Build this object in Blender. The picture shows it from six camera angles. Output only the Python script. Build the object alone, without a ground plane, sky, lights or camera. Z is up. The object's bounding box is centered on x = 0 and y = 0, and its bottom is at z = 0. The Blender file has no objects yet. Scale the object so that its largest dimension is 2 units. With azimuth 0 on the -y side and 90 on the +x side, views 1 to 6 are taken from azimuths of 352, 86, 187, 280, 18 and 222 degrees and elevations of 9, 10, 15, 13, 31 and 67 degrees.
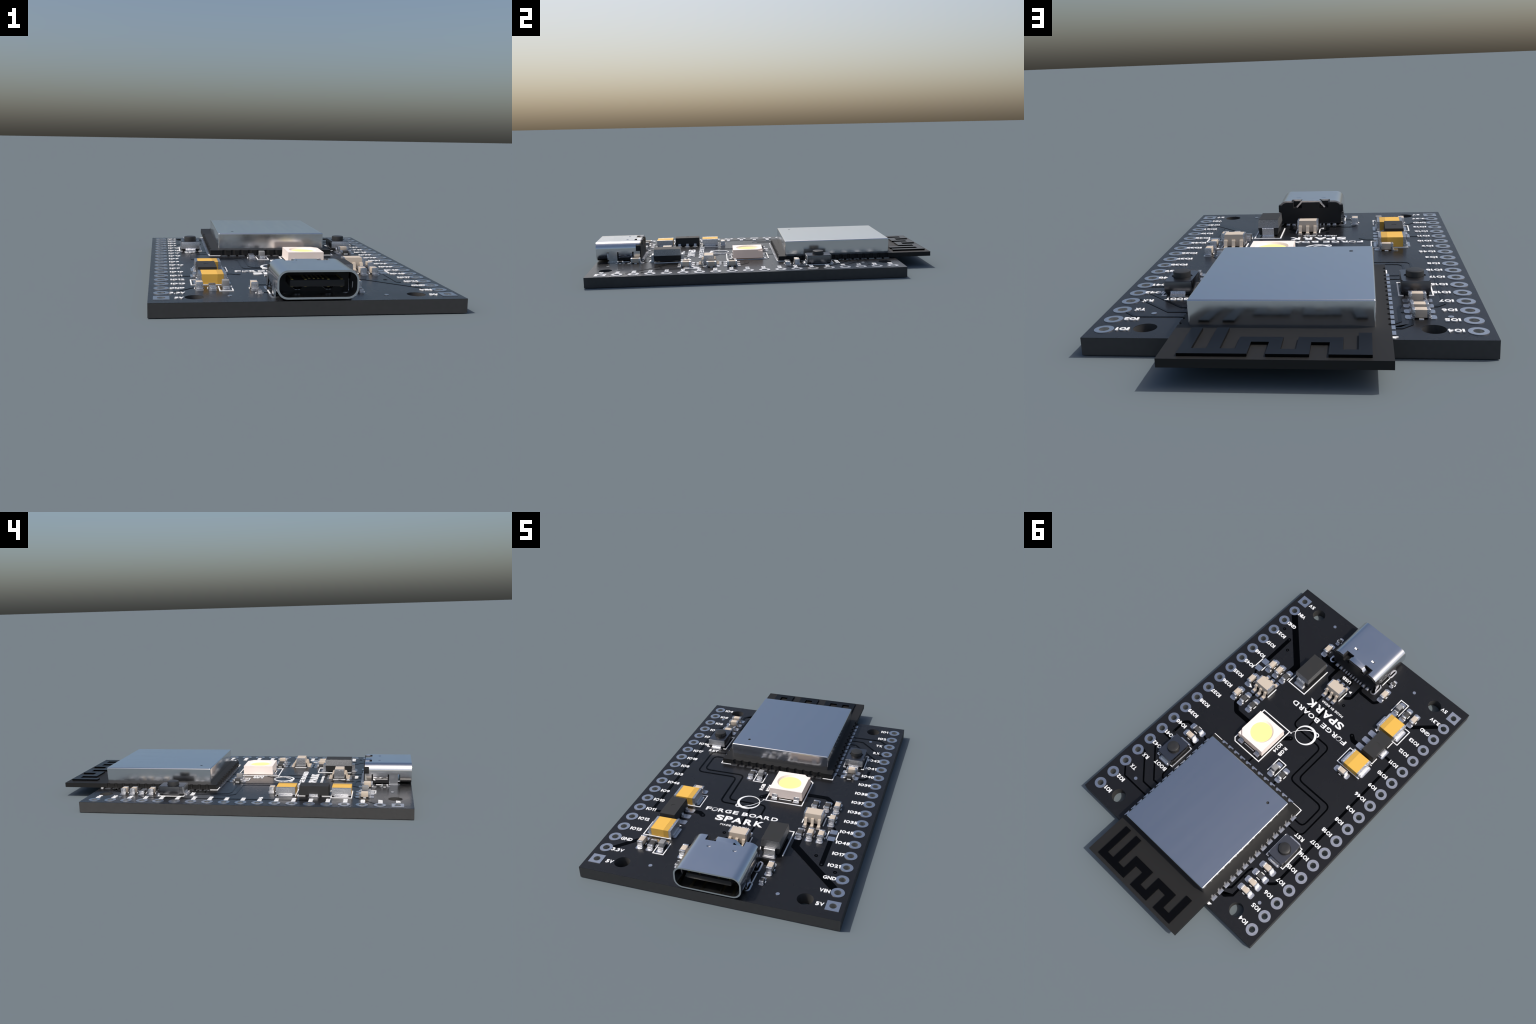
"""Small microcontroller development board: dark circuit board with a shielded
wireless module, USB-C style socket, pin holes, chips, LED, buttons and print."""
import bpy, bmesh, math
from mathutils import Vector, Matrix

S = 0.0357            # metres per millimetre of the real board
ZT = 0.0575           # top of the circuit board
BX, BY0, BY1 = 0.6240, -0.9990, 0.7825
Z_TRACE, Z_PAD, Z_INK = ZT + 0.0015, ZT + 0.0022, ZT + 0.0032

# ------------------------------------------------------------------ materials
def material(name, color, rough=0.5, metal=0.0, spec=0.5, vary=0.0, vary_scale=(30, 30, 30),
             bump=0.0, bump_scale=300.0, bump_stretch=(1, 1, 1), rough_vary=0.0, coat=0.0, sss=0.0):
    m = bpy.data.materials.new(name)
    m.use_nodes = True
    nt = m.node_tree
    b = nt.nodes["Principled BSDF"]
    b.inputs["Base Color"].default_value = (*color, 1)
    b.inputs["Roughness"].default_value = rough
    b.inputs["Metallic"].default_value = metal
    b.inputs["Specular IOR Level"].default_value = spec
    b.inputs["Coat Weight"].default_value = coat
    if sss:
        b.inputs["Subsurface Weight"].default_value = sss
        b.inputs["Subsurface Scale"].default_value = 0.02
    tc = nt.nodes.new("ShaderNodeTexCoord")
    if vary or rough_vary:
        mp = nt.nodes.new("ShaderNodeMapping")
        mp.inputs["Scale"].default_value = vary_scale
        nz = nt.nodes.new("ShaderNodeTexNoise")
        nz.inputs["Scale"].default_value = 1.0
        nz.inputs["Detail"].default_value = 3.0
        nt.links.new(tc.outputs["Object"], mp.inputs["Vector"])
        nt.links.new(mp.outputs["Vector"], nz.inputs["Vector"])
        if vary:
            r = nt.nodes.new("ShaderNodeValToRGB")
            r.color_ramp.elements[0].position, r.color_ramp.elements[1].position = 0.3, 0.7
            r.color_ramp.elements[0].color = (*[c * (1 - vary) for c in color], 1)
            r.color_ramp.elements[1].color = (*[min(1, c * (1 + vary)) for c in color], 1)
            nt.links.new(nz.outputs["Fac"], r.inputs["Fac"])
            nt.links.new(r.outputs["Color"], b.inputs["Base Color"])
        if rough_vary:
            mr = nt.nodes.new("ShaderNodeMapRange")
            mr.inputs["From Min"].default_value, mr.inputs["From Max"].default_value = 0.3, 0.7
            mr.inputs["To Min"].default_value = max(0.02, rough - rough_vary)
            mr.inputs["To Max"].default_value = rough + rough_vary
            nt.links.new(nz.outputs["Fac"], mr.inputs["Value"])
            nt.links.new(mr.outputs["Result"], b.inputs["Roughness"])
    if bump:
        mp = nt.nodes.new("ShaderNodeMapping")
        mp.inputs["Scale"].default_value = [bump_scale * k for k in bump_stretch]
        nz = nt.nodes.new("ShaderNodeTexNoise")
        nz.inputs["Scale"].default_value = 1.0
        nz.inputs["Detail"].default_value = 2.0
        bp = nt.nodes.new("ShaderNodeBump")
        bp.inputs["Strength"].default_value = bump
        bp.inputs["Distance"].default_value = 0.002
        nt.links.new(tc.outputs["Object"], mp.inputs["Vector"])
        nt.links.new(mp.outputs["Vector"], nz.inputs["Vector"])
        nt.links.new(nz.outputs["Fac"], bp.inputs["Height"])
        nt.links.new(bp.outputs["Normal"], b.inputs["Normal"])
    return m

M = dict(
    core=material("board_laminate", (0.062, 0.061, 0.060), 0.75, spec=0.25, vary=0.06, vary_scale=(60, 60, 60)),
    mask=material("solder_mask_black", (0.0115, 0.0115, 0.0126), 0.27, spec=0.45, rough_vary=0.02, vary_scale=(6, 6, 6)),
    trace=material("masked_copper", (0.0005, 0.0006, 0.0008), 0.25, spec=0.07),
    pad=material("tinned_pad", (0.74, 0.74, 0.76), 0.28, 1.0, vary=0.10, vary_scale=(330, 330, 330), bump=0.35, bump_scale=330),
    tin=material("tin_terminal", (0.66, 0.66, 0.67), 0.30, 1.0, vary=0.32, vary_scale=(300, 300, 300), bump=1.0, bump_scale=300),
    ink=material("white_print", (0.93, 0.93, 0.93), 0.6, spec=0.3),
    module=material("module_laminate", (0.0165, 0.0162, 0.0158), 0.55, spec=0.25),
    antenna=material("antenna_copper_masked", (0.0011, 0.0012, 0.0016), 0.34, spec=0.14),
    shield=material("brushed_shield_metal", (0.74, 0.74, 0.745), 0.17, 1.0, bump=0.006, bump_scale=40.0,
                    bump_stretch=(1.0, 0.06, 7.0), rough_vary=0.025, vary_scale=(30, 2.5, 60)),
    hole=material("vent_hole_dark", (0.03, 0.03, 0.03), 0.6),
    steel=material("socket_steel", (0.76, 0.76, 0.77), 0.20, 1.0, rough_vary=0.02, vary_scale=(12, 12, 12)),
    plastic=material("black_plastic", (0.016, 0.016, 0.017), 0.5, spec=0.35),
    gold=material("gold_contact", (0.75, 0.60, 0.22), 0.3, 1.0),
    ceramic=material("beige_ceramic", (0.635, 0.54, 0.435), 0.55, spec=0.3),
    resist=material("resistor_coating", (0.065, 0.064, 0.063), 0.55, spec=0.35),
    ledgrey=material("grey_led_resin", (0.27, 0.27, 0.27), 0.5, spec=0.4),
    yellow=material("tantalum_yellow", (0.86, 0.50, 0.085), 0.5, spec=0.35),
    ochre=material("tantalum_stripe", (0.66, 0.385, 0.066), 0.5, spec=0.35),
    epoxy=material("chip_epoxy", (0.033, 0.033, 0.033), 0.6, spec=0.3),
    diode=material("diode_epoxy", (0.032, 0.032, 0.032), 0.6, spec=0.3),
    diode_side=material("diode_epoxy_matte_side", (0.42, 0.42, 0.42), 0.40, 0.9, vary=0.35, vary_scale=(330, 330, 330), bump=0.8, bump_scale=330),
    white=material("led_white_plastic", (0.95, 0.865, 0.825), 0.5, spec=0.35),  # base tinted pinkish for light scattering inside the package
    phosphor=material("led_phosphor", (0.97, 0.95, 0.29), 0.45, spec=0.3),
    cover=material("button_cover_metal", (0.19, 0.19, 0.20), 0.30, 1.0),
    barrel=material("plated_barrel", (0.68, 0.69, 0.68), 0.45, 1.0, bump=0.5, bump_scale=330),
    plug=material("pin_hole_fill", (0.031, 0.036, 0.034), 0.7, spec=0.15, vary=0.25, vary_scale=(260, 260, 260)),
    knob=material("button_knob_plastic", (0.030, 0.030, 0.030), 0.42, spec=0.4),
)

# masked copper looks black from above but mirrors the sky at a flat angle
for _n, _lo in (("trace", 0.06), ("antenna", 0.13)):
    _nt = M[_n].node_tree
    _lw = _nt.nodes.new("ShaderNodeLayerWeight")
    _lw.inputs["Blend"].default_value = 0.5
    _mr = _nt.nodes.new("ShaderNodeMapRange")
    for _k, _v in (("From Min", 0.45), ("From Max", 0.78), ("To Min", _lo), ("To Max", 0.45)):
        _mr.inputs[_k].default_value = _v
    _nt.links.new(_lw.outputs["Facing"], _mr.inputs["Value"])
    _nt.links.new(_mr.outputs["Result"], _nt.nodes["Principled BSDF"].inputs["Specular IOR Level"])
# orange emission added to the phosphor disc, tints cup rim and shield reflection
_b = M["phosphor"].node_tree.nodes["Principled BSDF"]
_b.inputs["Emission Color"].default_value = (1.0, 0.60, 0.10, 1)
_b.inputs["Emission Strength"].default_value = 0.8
_b = M["white"].node_tree.nodes["Principled BSDF"]        # flat warm emission painting scattered light onto the package sides
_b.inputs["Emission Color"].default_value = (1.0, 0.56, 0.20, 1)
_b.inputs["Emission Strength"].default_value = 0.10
# ------------------------------------------------------------------ mesh tools
ALL = []
def finish(me, mats, smooth=30):
    if len(me.materials):
        me.materials.clear()
    for m in mats:
        me.materials.append(M[m])
    me.shade_smooth()
    me.set_sharp_from_angle(angle=math.radians(smooth))
    return me

def put(name, me, parent=None, loc=(0, 0, 0), rot=0.0, kind=None):
    o = bpy.data.objects.new(name, me)
    bpy.context.scene.collection.objects.link(o)
    o.location = loc
    o.rotation_euler = (0, 0, rot)
    if parent:
        o.parent = parent
    if kind:
        o["kind"] = kind
    return o

def from_bm(bm, name, mats, smooth=30):
    me = bpy.data.meshes.new(name)
    bmesh.ops.recalc_face_normals(bm, faces=bm.faces)
    bm.to_mesh(me)
    bm.free()
    return finish(me, mats, smooth)

def add_box(bm, x0, x1, y0, y1, z0, z1, bevel=0.0, seg=2, mi=0):
    t = bmesh.new()
    bmesh.ops.create_cube(t, size=1)
    for v in t.verts:
        v.co = Vector(((x0 + x1) / 2 + v.co.x * (x1 - x0), (y0 + y1) / 2 + v.co.y * (y1 - y0), (z0 + z1) / 2 + v.co.z * (z1 - z0)))
    if bevel:
        bmesh.ops.bevel(t, geom=t.edges[:], offset=bevel, segments=seg, profile=0.5, affect='EDGES')
    merge(bm, t, mi)

def add_loft(bm, rings, mi=0, cap=True):
    """closed rings of equal length, bottom to top"""
    t = bmesh.new()
    vs = [[t.verts.new(p) for p in r] for r in rings]
    n = len(rings[0])
    for a, b in zip(vs, vs[1:]):
        for i in range(n):
            t.faces.new((a[i], a[(i + 1) % n], b[(i + 1) % n], b[i]))
    if cap:
        t.faces.new(vs[0][::-1])
        t.faces.new(vs[-1])
    bmesh.ops.recalc_face_normals(t, faces=t.faces)
    merge(bm, t, mi)

def merge(bm, t, mi=0):
    for f in t.faces:
        f.material_index = mi
    me = bpy.data.meshes.new("tmp")
    t.to_mesh(me)
    t.free()
    bm.from_mesh(me)
    bpy.data.meshes.remove(me)

def sheet(loops, z0, z1, axis='Z'):
    """extruded flat outline with holes (even-odd) -> mesh"""
    cu = bpy.data.curves.new("outline", 'CURVE')
    cu.dimensions = '2D'
    cu.fill_mode = 'BOTH'
    cu.extrude = (z1 - z0) / 2
    for lp in loops:
        sp = cu.splines.new('POLY')
        sp.points.add(len(lp) - 1)
        for p, q in zip(sp.points, lp):
            p.co = (q[0], q[1], 0, 1)
        sp.use_cyclic_u = True
    return curve_to_mesh(cu, (z0 + z1) / 2, axis)

def curve_to_mesh(cu, zc, axis='Z'):
    o = bpy.data.objects.new("tmp", cu)
    bpy.context.scene.collection.objects.link(o)
    dg = bpy.context.evaluated_depsgraph_get()
    me = bpy.data.meshes.new_from_object(o.evaluated_get(dg))
    bpy.data.objects.remove(o)
    bpy.data.curves.remove(cu)
    me.materials.clear()
    for v in me.vertices:
        x, y, z = v.co
        v.co = (x, y, z + zc) if axis == 'Z' else (x, z + zc, y)
    bm = bmesh.new()
    bm.from_mesh(me)
    bmesh.ops.remove_doubles(bm, verts=bm.verts, dist=1e-6)
    bmesh.ops.recalc_face_normals(bm, faces=bm.faces)
    bm.to_mesh(me)
    bm.free()
    return me

def join(meshes):
    bm = bmesh.new()
    for m in meshes:
        bm.from_mesh(m)
        bpy.data.meshes.remove(m)
    me = bpy.data.meshes.new("joined")
    bm.to_mesh(me)
    bm.free()
    return me

def circle(cx, cy, r, n=32):
    return [(cx + r * math.cos(2 * math.pi * i / n), cy + r * math.sin(2 * math.pi * i / n)) for i in range(n)]

def rrect(x0, x1, y0, y1, r=0.0, n=6):
    if r <= 0:
        return [(x0, y0), (x1, y0), (x1, y1), (x0, y1)]
    out = []
    for cx, cy, a in ((x1 - r, y0 + r, -90), (x1 - r, y1 - r, 0), (x0 + r, y1 - r, 90), (x0 + r, y0 + r, 180)):
        for i in range(n + 1):
            t = math.radians(a + 90 * i / n)
            out.append((cx + r * math.cos(t), cy + r * math.sin(t)))
    return out

def fillet(pts, r):
    if r <= 0 or len(pts) < 3:
        return pts
    out = [pts[0]]
    for a, b, c in zip(pts, pts[1:], pts[2:]):
        A, B, C = Vector(a), Vector(b), Vector(c)
        u, v = (A - B), (C - B)
        k = min(r, u.length * 0.45, v.length * 0.45)
        p, q = B + u.normalized() * k, B + v.normalized() * k
        for i in range(7):
            t = i / 6
            out.append(tuple((1 - t) ** 2 * p + 2 * t * (1 - t) * B + t * t * q))
    out.append(pts[-1])
    return out

def stroke(pts, w, round_cap=True, bend=0.0, closed=False):
    """outline loop(s) of a line of width w (w may be a list of widths)"""
    pts = fillet(pts, bend)
    P = [Vector(p) for p in pts]
    n = len(P)
    W = w if isinstance(w, list) else [w] * n
    L, R = [], []
    for i in range(n):
        if closed:
            d0, d1 = (P[i] - P[i - 1]).normalized(), (P[(i + 1) % n] - P[i]).normalized()
        else:
            d0 = (P[i] - P[i - 1]).normalized() if i else (P[1] - P[0]).normalized()
            d1 = (P[i + 1] - P[i]).normalized() if i < n - 1 else d0
        t = (d0 + d1).normalized()
        nrm = Vector((-t.y, t.x))
        k = W[i] / 2 / max(0.4, nrm.dot(Vector((-d0.y, d0.x))))
        L.append(tuple(P[i] + nrm * k))
        R.append(tuple(P[i] - nrm * k))
    if closed:
        return [L, R]
    cap0, cap1 = [], []
    if round_cap:
        for end, d, wd, acc in ((P[-1], (P[-1] - P[-2]).normalized(), W[-1], cap1), (P[0], (P[0] - P[1]).normalized(), W[0], cap0)):
            a0 = math.atan2(d.y, d.x)
            for i in range(1, 8):
                a = a0 + math.pi / 2 - math.pi * i / 8
                acc.append((end.x + wd / 2 * math.cos(a), end.y + wd / 2 * math.sin(a)))
    return [L + cap1 + R[::-1] + cap0]

# ------------------------------------------------------------------ root
root = bpy.data.objects.new("microcontroller_board", None)
bpy.context.scene.collection.objects.link(root)
root["label"] = "black circuit board with silver radio module and USB socket"
root["category"] = "circuit board"

# ------------------------------------------------------------------ board with holes
PIN_X, PIN_Y0, PITCH, NPIN = 0.5727, -0.9182, 2.54 * S, 19
HOLES = [(sx * 0.4455, y) for sx in (-1, 1) for y in (-0.9075, 0.6965)]
UX = 0.0224                                    # socket centre line
SLOTS = [(UX + sx * 0.1545, yc, ln) for sx in (-1, 1) for yc, ln in ((-0.9015, 0.0520), (-0.7565, 0.0660))]
loops = [rrect(-BX, BX, BY0, BY1)]
for x, y in HOLES:
    loops.append(circle(x, y, 0.0376, 40))
for sx in (-1, 1):
    for i in range(NPIN):
        loops.append(circle(sx * PIN_X, PIN_Y0 + PITCH * i, 0.0166, 24))
for x, y, ln in SLOTS:
    loops.append(rrect(x - 0.0105, x + 0.0105, y - ln / 2, y + ln / 2, 0.0104, 6))
board = put("circuit_board", finish(sheet(loops, 0.0, ZT - 0.0009), ["core"]), root)
put("solder_mask", finish(sheet(loops, ZT - 0.0009, ZT), ["mask"]), board)

# plated pin holes: ring pad on top + tube through the board
def pin_pad(square):
    r, ri = 0.0312, 0.0166
    outer = rrect(-r, r, -r, r) if square else circle(0, 0, r, 40)
    top = sheet([outer, circle(0, 0, ri - 0.0002, 24)], ZT + 0.0001, Z_PAD)
    return finish(top, ["pad"])
round_me, square_me = pin_pad(False), pin_pad(True)
for sx in (-1, 1):
    for i in range(NPIN):
        put("pin_pad", square_me if i == 0 else round_me, board, (sx * PIN_X, PIN_Y0 + PITCH * i, 0))
plug_me = finish(sheet([circle(0, 0, 0.0166, 24), circle(0, 0, 0.0162, 24)], 0.0004, ZT - 0.0002), ["barrel"])
for sx in (-1, 1):
    for i in range(NPIN):
        put("pin_barrel", plug_me, board, (sx * PIN_X, PIN_Y0 + PITCH * i, 0))
for x, y, ln in SLOTS:
    a = rrect(x - 0.0185, x + 0.0185, y - ln / 2 - 0.008, y + ln / 2 + 0.008, 0.0184, 8)
    b = rrect(x - 0.0104, x + 0.0104, y - ln / 2, y + ln / 2, 0.0103, 6)
    put("slot_pad", finish(sheet([a, b], ZT + 0.0001, Z_PAD), ["pad"]), board)
# alignment dots
dot_me = finish(sheet([circle(0, 0, 0.0092, 20)], ZT + 0.0001, Z_PAD), ["pad"])
for x, y in ((0.3206, -0.911), (-0.3068, -0.893), (0.4538, 0.5665), (-0.5068, 0.591)):
    put("alignment_dot", dot_me, board, (x, y, 0))

# vias
via_me = finish(sheet([circle(0, 0, 0.0092, 20), circle(0, 0, 0.0042, 16)], ZT + 0.0001, Z_TRACE), ["trace"])
for x, y in ((0.5285, -0.693), (0.4145, -0.5973), (-0.068, -0.5503), (0.0235, -0.6605)):
    put("via", via_me, board, (x, y, 0))

# traces: path, width, bend
TR = [
    ([(0.5465, -0.8012), (0.300, -0.556), (0.300, -0.500)], 0.0365, 0.0),
    ([(0.4551, -0.656), (0.4529, -0.45)], 0.0225, 0.0),
    ([(0.4527, -0.394), (0.4527, -0.366), (0.430, -0.345)], 0.0107, 0.0),
    ([(-0.419, -0.700), (-0.428, -0.703), (-0.552, -0.827)], 0.0215, 0.0),
    ([(-0.430, -0.470), (-0.484, -0.470), (-0.499, -0.452), (-0.499, 0.463), (-0.473, 0.489), (-0.445, 0.489)], 0.0146, 0.004),
    ([(-0.355, 0.489), (-0.348, 0.510), (-0.348, 0.632), (-0.320, 0.660)], 0.0107, 0.002),
    ([(-0.376, 0.595), (-0.382, 0.605), (-0.382, 0.657), (-0.350, 0.689), (-0.316, 0.689)], 0.0125, 0.002),
    ([(-0.372, 0.542), (-0.360, 0.548)], 0.0107, 0.0),
    # USB data pair
    ([(0.060, -0.53), (0.060, -0.264), (-0.153, -0.263), (-0.153, -0.010), (-0.389, -0.010), (-0.389, 0.142), (-0.325, 0.142)], 0.0086, 0.034),
    ([(-0.0115, -0.53), (-0.0115, -0.297), (-0.187, -0.297), (-0.187, -0.041), (-0.420, -0.041), (-0.420, 0.188), (-0.325, 0.188)], 0.0086, 0.034),
    # around the socket
    ([(0.2396, -0.72), (0.226, -0.703), (0.110, -0.703), (0.110, -0.73)], 0.0205, 0.008),
    ([(0.113, -0.700), (0.113, -0.632), (0.080, -0.603), (0.060, -0.603)], 0.0190, 0.006),
    ([(-0.066, -0.722), (-0.066, -0.694), (-0.084, -0.679), (-0.178, -0.679), (-0.194, -0.70)], 0.0165, 0.006),
    ([(-0.066, -0.715), (-0.066, -0.612), (-0.043, -0.590), (-0.012, -0.590)], 0.0165, 0.006),
    ([(0.060, -0.645), (0.060, -0.68), (0.041, -0.70), (0.041, -0.72)], 0.0076, 0.004),
    ([(-0.008, -0.645), (-0.008, -0.69), (0.006, -0.705), (0.006, -0.72)], 0.0076, 0.004),
    ([(-0.150, -0.8355), (-0.175, -0.8355)], 0.0076, 0.0),
    # LED supply, chips
    ([(0.388, -0.160), (0.388, -0.142), (0.347, -0.103), (0.210, -0.103)], 0.0265, 0.006),
    ([(0.085, -0.118), (0.048, -0.155), (0.0093, -0.191)], 0.0255, 0.0),
    ([(0.080, 0.020), (0.080, 0.075)], 0.0090, 0.0),
    ([(-0.110, 0.040), (-0.110, 0.075)], 0.0090, 0.0),
    ([(-0.2275, -0.4402), (-0.2500, -0.4215), (-0.300, -0.4215)], 0.0255, 0.005),
    ([(0.3702, -0.225), (0.352, -0.240), (0.335, -0.270)], 0.0100, 0.0),
    ([(0.3064, -0.225), (0.300, -0.262)], 0.0100, 0.0),
    ([(0.3350, -0.385), (0.3480, -0.405), (0.3480, -0.42)], 0.0145, 0.0),
    ([(0.2990, -0.380), (0.2952, -0.420)], 0.0145, 0.0),
    # BOOT side
    ([(0.5105, 0.2275), (0.5105, 0.146), (0.494, 0.130), (0.455, 0.130)], 0.0150, 0.003),
    ([(0.560, 0.2735), (0.470, 0.2735)], 0.0090, 0.0),
    ([(0.372, 0.380), (0.366, 0.448), (0.352, 0.462), (0.335, 0.462)], 0.0085, 0.0),
    ([(0.549, 0.332), (0.376, 0.505), (0.335, 0.505)], 0.0085, 0.0),
    ([(0.549, 0.420), (0.538, 0.422), (0.410, 0.550), (0.335, 0.550)], 0.0085, 0.0),
    ([(0.555, 0.550), (0.510, 0.595), (0.335, 0.595)], 0.0085, 0.0),
    ([(0.370, 0.131), (0.340, 0.142)], 0.0107, 0.0),
    ([(0.395, 0.205), (0.370, 0.215), (0.370, 0.186)], 0.0107, 0.0),
]
for k, (p, w, r) in enumerate(TR):
    put("copper_trace", finish(sheet(stroke(p, w, True, r), ZT + 0.0001, Z_TRACE + 0.00003 * (k % 7)), ["trace"]), board)
via_cap = finish(sheet([circle(0, 0, 0.0042, 16)], ZT + 0.0002, Z_TRACE + 0.0004), ["mask"])
for x, y in ((0.4551, -0.656), (0.0093, -0.191), (-0.2275, -0.4402), (0.5105, 0.2275)):
    put("via_plug", via_cap, board, (x, y, 0))

# ------------------------------------------------------------------ pads + print collectors
def pad_rect(cx, cy, sx, sy, r=0.006, name="solder_pad"):
    return put(name, finish(sheet([rrect(-sx / 2, sx / 2, -sy / 2, sy / 2, r)], ZT + 0.0001, Z_PAD), ["pad"]), board, (cx, cy, 0))

_pads = {}
def shared_pad(cx, cy, sx, sy, r=0.008):
    key = (round(sx, 5), round(sy, 5), round(r, 5))
    if key not in _pads:
        _pads[key] = finish(sheet([rrect(-sx / 2, sx / 2, -sy / 2, sy / 2, r)], ZT + 0.0001, Z_PAD), ["pad"])
    return put("solder_pad", _pads[key], board, (cx, cy, 0))

LW = 0.0050
def ink_line(pts, w=LW, name="printed_outline"):
    return put(name, finish(sheet(stroke(pts, w, True), ZT + 0.0001, Z_INK - 0.0002), ["ink"]), board)
def ink_poly(loops, name="printed_mark"):
    return put(name, finish(sheet(loops, ZT + 0.0001, Z_INK), ["ink"]), board)

# ------------------------------------------------------------------ lettering
ADV = dict(I=0.30, O=0.95, V=0.84, N=0.82, G=0.86, D=0.84, T=0.72, X=0.80, R=0.78, S=0.72, B=0.78, U=0.80, A=0.90, E=0.66, F=0.64,
           K=0.82, P=0.74, M=0.98)
ADV.update({"1": 0.42, ".": 0.22, " ": 0.35, "4": 0.76})
def glyph(ch, w, h, bold):
    """one character filling the box 0..w, 0..h"""
    if ch == "1":
        t = 0.52 * w
        return sheet([[(w - t, 0), (w, 0), (w, h), (w - t * 1.1, h), (0, h * 0.80), (0.10 * w, h * 0.64), (w - t, h * 0.76)]], -0.5, 0.5)
    if ch == "I":
        return sheet([[(0, 0), (w, 0), (w, h), (0, h)]], -0.5, 0.5)
    cu = bpy.data.curves.new("txt", 'FONT')
    cu.body = ch
    cu.offset = bold
    cu.extrude = 0.5
    cu.resolution_u = 4
    me = curve_to_mesh(cu, 0.0)
    xs = [v.co.x for v in me.vertices]
    ys = [v.co.y for v in me.vertices]
    x0, x1, y0, y1 = min(xs), max(xs), min(ys), max(ys)
    for v in me.vertices:
        v.co.x = (v.co.x - x0) / (x1 - x0) * w
        v.co.y = (v.co.y - y0) / (y1 - y0) * h
    return me
def letter_mesh(txt, cx, cy, w, h, bold=0.0, rot=0.0, gap=0.11):
    """characters set side by side, the whole line fitted to w x h round (cx, cy)"""
    adv = [ADV.get(c, 0.72) for c in txt]
    k = w / (sum(adv) + gap * (len(txt) - 1))
    parts, x = [], 0.0
    for c, a in zip(txt, adv):
        if c != " ":
            if c == ".":
                g = sheet([circle(a * k / 2, h * 0.11, h * 0.12, 14)], -0.5, 0.5)
            else:
                g = glyph(c, a * k, h, bold)
            for v in g.vertices:
                v.co.x += x
            parts.append(g)
        x += (a + gap) * k
    me = join(parts)
    c, s = math.cos(rot), math.sin(rot)
    for v in me.vertices:
        px, py = v.co.x - w / 2, v.co.y - h / 2
        z = Z_INK if v.co.z > 0 else ZT + 0.0001
        v.co = (cx + px * c - py * s, cy + px * s + py * c, z)
    return me
def label(txt, cx, cy, w, h, bold=0.030, rot=0.0, gap=0.11):
    put("printed_label", finish(letter_mesh(txt, cx, cy, w, h, bold, rot, gap), ["ink"]), board)

CH = 0.0228
def label_width(t):
    return (sum(ADV.get(c, 0.72) for c in t) + 0.11 * (len(t) - 1)) * 0.0222
LEFT = ["5V", "3.3V", "GND", "IO13", "IO12", "IO11", "IO10", "IO9", "IO46", "IO3", "IO8", "IO18", "IO17", "IO16", "IO15", "IO7", "IO6", "IO5", "IO4"]
RIGHT = ["5V", "VIN", "GND", "IO21", "IO17", "IO48", "IO45", "IO35", "IO36", "IO37", "IO38", "IO39", "IO40", "IO41", "IO42", "RX", "TX", "IO2", "IO1"]
for i in range(NPIN):
    y = PIN_Y0 + PITCH * i - 0.003
    wl, wr = label_width(LEFT[i]), label_width(RIGHT[i])
    xl = {"5V": -0.5225, "3.3V": -0.5405, "GND": -0.5385}.get(LEFT[i], -0.5330) + wl / 2
    label(LEFT[i], xl, y, wl, CH)
    label(RIGHT[i], 0.5145 if RIGHT[i] not in ("TX", "RX") else 0.5125, y, wr, CH)
label("BOOT", 0.4135, 0.4215, 0.083, 0.0225)
label("RST", -0.4175, 0.1975, 0.056, 0.0225)
label("USB", 0.0285, -0.6860, 0.060, 0.0200)
label("IO14", 0.0215, -0.0985, 0.063, 0.0185, rot=math.pi / 2)
label("RGB", -0.0145, -0.0990, 0.062, 0.0205, rot=math.pi / 2)
for ch, x, w in (("F", -0.2200, 0.0280), ("R", -0.1500, 0.0310), ("G", -0.1110, 0.0340), ("E", -0.0705, 0.0285), ("B", -0.0190, 0.0310),
                 ("O", 0.0218, 0.0370), ("A", 0.0608, 0.0385), ("R", 0.1000, 0.0315), ("D", 0.1400, 0.0340)):
    label(ch, x, -0.3745, w, 0.0290, bold=0.020)
for ch, x, w in (("S", -0.1350, 0.0420), ("P", -0.0868, 0.0410), ("A", -0.0385, 0.0530), ("R", 0.0195, 0.0440), ("K", 0.0755, 0.0460)):
    label(ch, x, -0.4370, w, 0.0455, bold=0.032)
label("MADE IN INDIA", -0.0352, -0.4890, 0.1540, 0.0138, bold=0.012, gap=0.20)

def planet(cx, cy, r, name):
    """ring thicker on one side with a swooping orbit line"""
    k = r / 0.0605
    u = Vector((0.72, 0.69))
    inner = Vector((cx, cy)) + u * 0.0052 * k
    ink_poly([circle(cx, cy, r, 56), circle(inner.x, inner.y, r - 0.0082 * k, 56)], name)
    path = [(0.067, 0.0375), (0.0564, 0.0160), (0.044, 0.000), (0.0268, -0.0185), (0.008, -0.034), (-0.0106, -0.0444), (-0.0306, -0.0512), (-0.044, -0.0535), (-0.0529, -0.0505), (-0.0560, -0.0430), (-0.0540, -0.0347)]
    path = fillet([(cx + a * k, cy + b * k) for a, b in path], 0.006 * k)
    n = len(path)
    wd = [(0.0012 + 0.0042 * min(1, 1.6 * i / n)) * k for i in range(n)]
    put(name, finish(sheet(stroke(path, wd, True), ZT + 0.0001, Z_INK + 0.0002), ["ink"]), board)
    dx, dy = cx + 0.0692 * k, cy + 0.0459 * k
    ink_poly([circle(dx, dy, 0.0046 * k, 16), circle(dx, dy, 0.0022 * k, 12)], name)
planet(-0.0390, -0.2625, 0.0608, "printed_emblem")
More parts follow.
